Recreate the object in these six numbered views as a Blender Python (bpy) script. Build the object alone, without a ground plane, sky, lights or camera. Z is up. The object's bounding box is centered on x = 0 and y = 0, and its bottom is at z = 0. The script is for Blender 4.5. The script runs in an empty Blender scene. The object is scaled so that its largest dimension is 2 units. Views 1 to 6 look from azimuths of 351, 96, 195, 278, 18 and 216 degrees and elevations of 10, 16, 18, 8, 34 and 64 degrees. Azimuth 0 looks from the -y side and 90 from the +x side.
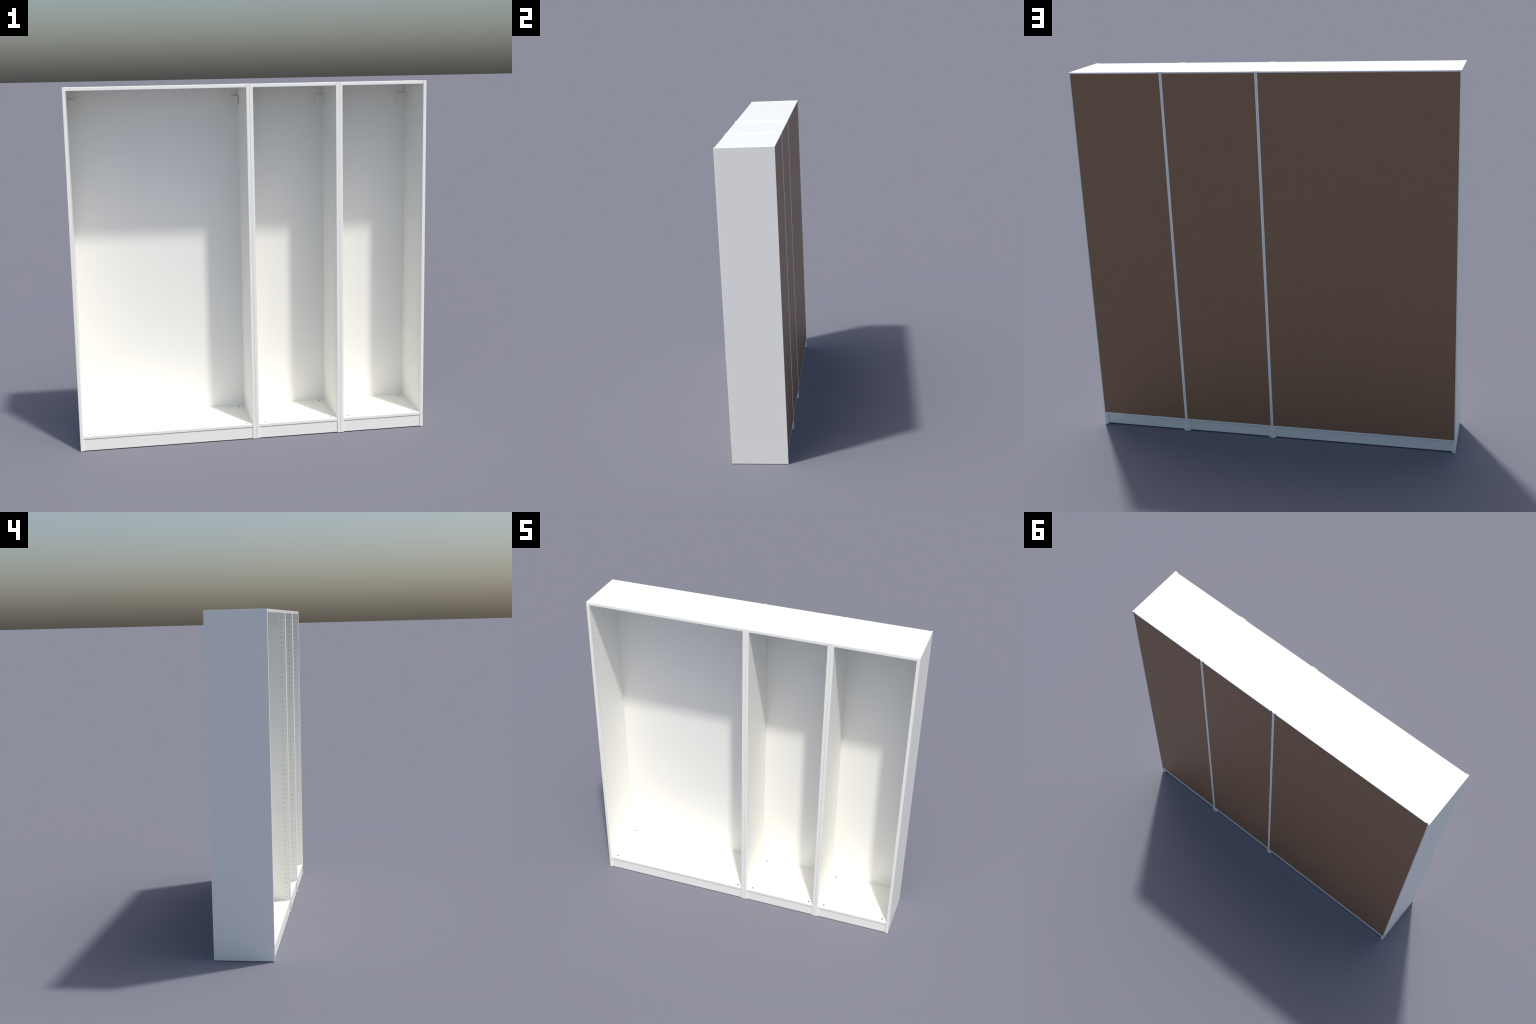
"""Three joined open wardrobe frames (one wide, two narrow) in white foil-faced
board, with brown hardboard backs, plinths, drilled sides and corner brackets."""
import bpy, bmesh, math
from mathutils import Matrix, Vector

# ------------------------------------------------------------------ sizes (m)
HALF_WIDTH = 0.9904
SEAMS = [-HALF_WIDTH, 0.0006, 0.4955, HALF_WIDTH]   # frame boundaries along x
HEIGHT = 2.0
Y_FRONT, Y_BACK = -0.1768, 0.1768                   # side panels, front and back edge
T_SIDE = 0.0180                                     # side panel thickness
SEAM_GAP = 0.0003                                   # air between two frames
RABBET_Y, RABBET_X = 0.1726, 0.0071                 # rabbet that takes the back panel
DECK_FRONT, DECK_BACK = -0.1740, 0.1760             # top and bottom panel depth
TOP_Z = (1.9818, 1.9994)
FLOOR_Z = (0.0684, 0.0857)
LIP = 0.0075                                        # deck edge left below/above the back panel
PLINTH_FRONT_Y, PLINTH_BACK_Y, T_PLINTH = -0.1714, 0.1610, 0.016
PLINTH_Z = (0.0014, 0.0662)
HOLE_STEP, HOLE_TOP, HOLE_COUNT = 0.03181, 1.9545, 59
HOLE_R, HOLE_DEPTH = 0.0025, 0.0070
ROW_Y = 0.1488


# ------------------------------------------------------------------ materials
def new_material(name):
    m = bpy.data.materials.new(name)
    m.use_nodes = True
    nt = m.node_tree
    return m, nt, nt.nodes["Principled BSDF"]


def foil_material(name, color, rough):
    """white foil: plain colour with a barely visible mottling and fine bump"""
    m, nt, bsdf = new_material(name)
    coord = nt.nodes.new("ShaderNodeTexCoord")
    noise = nt.nodes.new("ShaderNodeTexNoise")
    noise.inputs["Scale"].default_value = 6.0
    noise.inputs["Detail"].default_value = 3.0
    nt.links.new(coord.outputs["Object"], noise.inputs["Vector"])
    ramp = nt.nodes.new("ShaderNodeValToRGB")
    ramp.color_ramp.elements[0].position = 0.3
    ramp.color_ramp.elements[1].position = 0.7
    ramp.color_ramp.elements[0].color = tuple(c * 0.992 for c in color) + (1,)
    ramp.color_ramp.elements[1].color = tuple(color) + (1,)
    nt.links.new(noise.outputs["Fac"], ramp.inputs["Fac"])
    nt.links.new(ramp.outputs["Color"], bsdf.inputs["Base Color"])
    bsdf.inputs["Roughness"].default_value = rough
    bsdf.inputs["Specular IOR Level"].default_value = 0.5
    return m


def hardboard_material(name, dark, light):
    """brown pressed fibre board: fine fibrous speckle over soft clouding"""
    m, nt, bsdf = new_material(name)
    coord = nt.nodes.new("ShaderNodeTexCoord")
    fine = nt.nodes.new("ShaderNodeTexNoise")
    fine.inputs["Scale"].default_value = 260.0
    fine.inputs["Detail"].default_value = 5.0
    cloud = nt.nodes.new("ShaderNodeTexNoise")
    cloud.inputs["Scale"].default_value = 22.0
    cloud.inputs["Detail"].default_value = 4.0
    for n in (fine, cloud):
        nt.links.new(coord.outputs["Object"], n.inputs["Vector"])
    mix = nt.nodes.new("ShaderNodeMath")
    mix.operation = "MULTIPLY_ADD"
    mix.inputs[1].default_value = 0.55
    half = nt.nodes.new("ShaderNodeMath")
    half.operation = "MULTIPLY"
    half.inputs[1].default_value = 0.45
    nt.links.new(cloud.outputs["Fac"], half.inputs[0])
    nt.links.new(fine.outputs["Fac"], mix.inputs[0])
    nt.links.new(half.outputs[0], mix.inputs[2])
    ramp = nt.nodes.new("ShaderNodeValToRGB")
    ramp.color_ramp.elements[0].position = 0.3
    ramp.color_ramp.elements[1].position = 0.7
    ramp.color_ramp.elements[0].color = tuple(dark) + (1,)
    ramp.color_ramp.elements[1].color = tuple(light) + (1,)
    nt.links.new(mix.outputs[0], ramp.inputs["Fac"])
    nt.links.new(ramp.outputs["Color"], bsdf.inputs["Base Color"])
    bump = nt.nodes.new("ShaderNodeBump")
    bump.inputs["Strength"].default_value = 0.15
    bump.inputs["Distance"].default_value = 0.0006
    nt.links.new(fine.outputs["Fac"], bump.inputs["Height"])
    nt.links.new(bump.outputs["Normal"], bsdf.inputs["Normal"])
    bsdf.inputs["Roughness"].default_value = 0.5
    bsdf.inputs["Specular IOR Level"].default_value = 0.5
    return m


WHITE = foil_material("white_foil", (0.982, 0.976, 0.910), 0.48)
WHITE_GLOSS = foil_material("glossy_white_foil", (0.968, 0.976, 0.925), 0.26)
PLASTIC = foil_material("white_plastic", (0.965, 0.962, 0.91), 0.45)
BROWN = hardboard_material("brown_hardboard", (0.270, 0.150, 0.080), (0.315, 0.180, 0.100))
CORE = hardboard_material("raw_chipboard", (0.085, 0.072, 0.058), (0.13, 0.11, 0.088))
BORE = hardboard_material("drilled_board_edge", (0.22, 0.185, 0.145), (0.32, 0.275, 0.22))


# ------------------------------------------------------------------ mesh helpers
def mesh_object(name, bm, materials, location=(0, 0, 0)):
    bmesh.ops.recalc_face_normals(bm, faces=bm.faces)
    me = bpy.data.meshes.new(name)
    bm.to_mesh(me)
    bm.free()
    for m in materials:
        me.materials.append(m)
    ob = bpy.data.objects.new(name, me)
    ob.location = location
    bpy.context.scene.collection.objects.link(ob)
    ob.parent = root
    return ob


def extruded(profile, axis, a, b):
    """bmesh prism: 2D profile (the two remaining axes in order) swept along axis"""
    bm = bmesh.new()

    def place(p, w):
        q = list(p)
        q.insert(axis, w)
        return bm.verts.new(q)
    lo = [place(p, a) for p in profile]
    hi = [place(p, b) for p in profile]
    n = len(profile)
    bm.faces.new(lo)
    bm.faces.new(hi)
    for i in range(n):
        bm.faces.new((lo[i], lo[(i + 1) % n], hi[(i + 1) % n], hi[i]))
    bmesh.ops.recalc_face_normals(bm, faces=bm.faces)
    return bm


def rounded(points, radii, steps=4):
    """round the corners of a closed polygon, one radius per corner"""
    out = []
    n = len(points)
    for i, rad in enumerate(radii):
        p = Vector(points[i])
        a = (Vector(points[i - 1]) - p).normalized()
        b = (Vector(points[(i + 1) % n]) - p).normalized()
        if rad <= 0:
            out.append(tuple(p))
            continue
        centre = p + (a + b) * rad                       # square corners only
        for k in range(steps + 1):
            t = math.pi / 2 * k / steps
            q = centre - b * rad * math.cos(t) - a * rad * math.sin(t)
            out.append(tuple(q))
    return out


def bevel_edges(bm, width, pick=lambda e: True, segments=3):
    edges = [e for e in bm.edges if e.is_manifold and e.calc_face_angle(0) > 0.6 and pick(e)]
    bmesh.ops.bevel(bm, geom=edges, offset=width, segments=segments, profile=0.5,
                    affect="EDGES", clamp_overlap=True)
    return bm


def along(axis):
    """selects edges that run along an axis"""
    def test(e):
        d = (e.verts[1].co - e.verts[0].co).normalized()
        return abs(d[axis]) > 0.95
    return test


def drill(ob, places, direction, radius, depth, sides=14, wall=None):
    """bore blind holes: cut a set of cylinders out of the board"""
    bm = bmesh.new()
    turn = Vector((0, 0, 1)).rotation_difference(Vector(direction)).to_matrix().to_4x4()
    for p in places:
        m = Matrix.Translation(Vector(p)) @ turn
        bmesh.ops.create_cone(bm, cap_ends=True, segments=sides, radius1=radius,
                              radius2=radius, depth=2 * depth, matrix=m)
    cutter = mesh_object("drill_cutter", bm, [CORE, wall or CORE])
    for p in cutter.data.polygons:                       # bore wall, as against its bottom
        if abs(p.normal.dot(Vector(direction))) < 0.5:
            p.material_index = 1
    cutter.parent = None
    mod = ob.modifiers.new("bore", "BOOLEAN")
    mod.operation, mod.solver, mod.object = "DIFFERENCE", "EXACT", cutter
    mod.material_mode = "TRANSFER"
    dg = bpy.context.evaluated_depsgraph_get()
    me = bpy.data.meshes.new_from_object(ob.evaluated_get(dg))
    ob.modifiers.clear()
    old = ob.data
    ob.data = me
    bpy.data.meshes.remove(old)
    me.name = ob.name
    bpy.data.objects.remove(cutter)


# ------------------------------------------------------------------ the wardrobe
root = bpy.data.objects.new("wardrobe", None)
root.empty_display_size = 0.2
bpy.context.scene.collection.objects.link(root)
root["label"] = "white open wardrobe of three joined frames with brown back"
root["category"] = "wardrobe"


def make_side(outer_x, inward):
    """side panel, `inward` = +1 when the inside of the frame lies at larger x"""
    profile = [(0, Y_FRONT), (T_SIDE, Y_FRONT), (T_SIDE, RABBET_Y),
               (RABBET_X, RABBET_Y), (RABBET_X, Y_BACK), (0, Y_BACK)]
    profile = [(x * inward, y) for x, y in profile]
    seam = 0.0022 if abs(outer_x) > 0.98 else 0.0015   # softer arris on the free outer edges
    profile = rounded(profile, [seam, 0.0017, 0.0006, 0.0, 0.0010, seam * 0.55])
    bm = extruded(profile, 2, 0.0, HEIGHT)
    ends = [e for e in bm.edges if abs(e.verts[0].co.z - e.verts[1].co.z) < 1e-6]
    bmesh.ops.bevel(bm, geom=ends, offset=0.0011, segments=2, profile=0.5,
                    affect="EDGES", clamp_overlap=True)
    side = mesh_object("side_panel", bm, [WHITE, CORE, BORE], (outer_x, 0, 0))
    face_x = outer_x + inward * T_SIDE
    holes = []
    for y in (-ROW_Y, ROW_Y + 0.001):
        for i in range(HOLE_COUNT):
            holes.append((face_x, y, HOLE_TOP - i * HOLE_STEP))
    holes.append((face_x, -0.1632, HOLE_TOP))
    for y in (-0.1160, 0.1160):
        holes.append((face_x, y, HOLE_TOP - HOLE_STEP))
    # the cutter works in world space
    drill(side, holes, (inward, 0, 0), HOLE_R, HOLE_DEPTH, wall=BORE)
    return side


def make_deck(name, x0, x1, z0, z1, lip_down, foil):
    """top or bottom panel; its rear edge is stepped to take the back panel"""
    if lip_down:
        prof = [(DECK_FRONT, z0), (DECK_BACK, z0), (DECK_BACK, z0 + LIP),
                (RABBET_Y, z0 + LIP), (RABBET_Y, z1), (DECK_FRONT, z1)]
    else:
        prof = [(DECK_FRONT, z1), (DECK_BACK, z1), (DECK_BACK, z1 - LIP),
                (RABBET_Y, z1 - LIP), (RABBET_Y, z0), (DECK_FRONT, z0)]
    bm = extruded(prof, 0, x0 - 0.0006, x1 + 0.0006)

    def outer_long(e):
        mid = (e.verts[0].co + e.verts[1].co) / 2
        return along(0)(e) and (mid.y < 0 or mid.y > DECK_BACK - 1e-5)
    bevel_edges(bm, 0.0017, outer_long)
    return mesh_object(name, bm, [foil, CORE])


def make_board(name, lo, hi, bevel, materials):
    bm = bmesh.new()
    bmesh.ops.create_cube(bm, size=1.0)
    size = Vector(hi) - Vector(lo)
    mid = (Vector(hi) + Vector(lo)) / 2
    bmesh.ops.transform(bm, verts=bm.verts,
                        matrix=Matrix.Translation(mid) @ Matrix.Diagonal((*size, 1)))
    bevel_edges(bm, bevel)
    return mesh_object(name, bm, materials)


def make_bracket(wall_x, inward, gap):
    """L-shaped plastic corner fitting under the top, one leg on the back, one on the side"""
    leg, thick, y_back = 0.0435, 0.0030, RABBET_Y - 0.0035
    y_front = y_back - 0.0415
    z0, z1 = 1.8806, 1.9312
    a, b = gap, gap + thick
    prof = [(a, y_front), (b, y_front), (b, y_back - thick), (leg, y_back - thick),
            (leg, y_back), (a, y_back)]
    bm = extruded([(x * inward, y) for x, y in prof], 2, z0, z1)
    bevel_edges(bm, 0.0009, segments=2)
    return mesh_object("corner_bracket", bm, [PLASTIC], (wall_x, 0, 0))


for left, right in zip(SEAMS[:-1], SEAMS[1:]):
    xl = left + (SEAM_GAP if left > -HALF_WIDTH else 0.0)
    xr = right - (SEAM_GAP if right < HALF_WIDTH else 0.0)
    make_side(xl, +1)
    make_side(xr, -1)
    il, ir = xl + T_SIDE, xr - T_SIDE               # clear inside width

    make_deck("top_panel", il, ir, *TOP_Z, False, WHITE_GLOSS)
    floor = make_deck("bottom_panel", il, ir, *FLOOR_Z, True, WHITE)
    drill(floor, [(x, y, FLOOR_Z[1]) for x in (left + 0.0515, right - 0.0515)
                  for y in (-0.1477, 0.1510)], (0, 0, 1), 0.0057, 0.011, sides=24)

    # hardboard back: brown outside, white foil inside
    back = make_board("back_panel",
                      (xl + RABBET_X + 0.0002, RABBET_Y + 0.0002, FLOOR_Z[0] + LIP + 0.0002),
                      (xr - RABBET_X - 0.0002, RABBET_Y + 0.0031, TOP_Z[1] - LIP - 0.0002),
                      0.0003, [BROWN, WHITE])
    for p in back.data.polygons:
        if p.normal.y < -0.5:
            p.material_index = 1

    for y0, z0 in ((PLINTH_FRONT_Y, PLINTH_Z[0]), (PLINTH_BACK_Y - T_PLINTH, PLINTH_Z[0] + 0.0016)):
        make_board("plinth", (il - 0.0004, y0, z0),
                   (ir + 0.0004, y0 + T_PLINTH, PLINTH_Z[1]), 0.001, [WHITE])

    make_bracket(il, +1, 0.0008)
    make_bracket(ir, -1, 0.0030 if left < -0.5 else 0.0008)
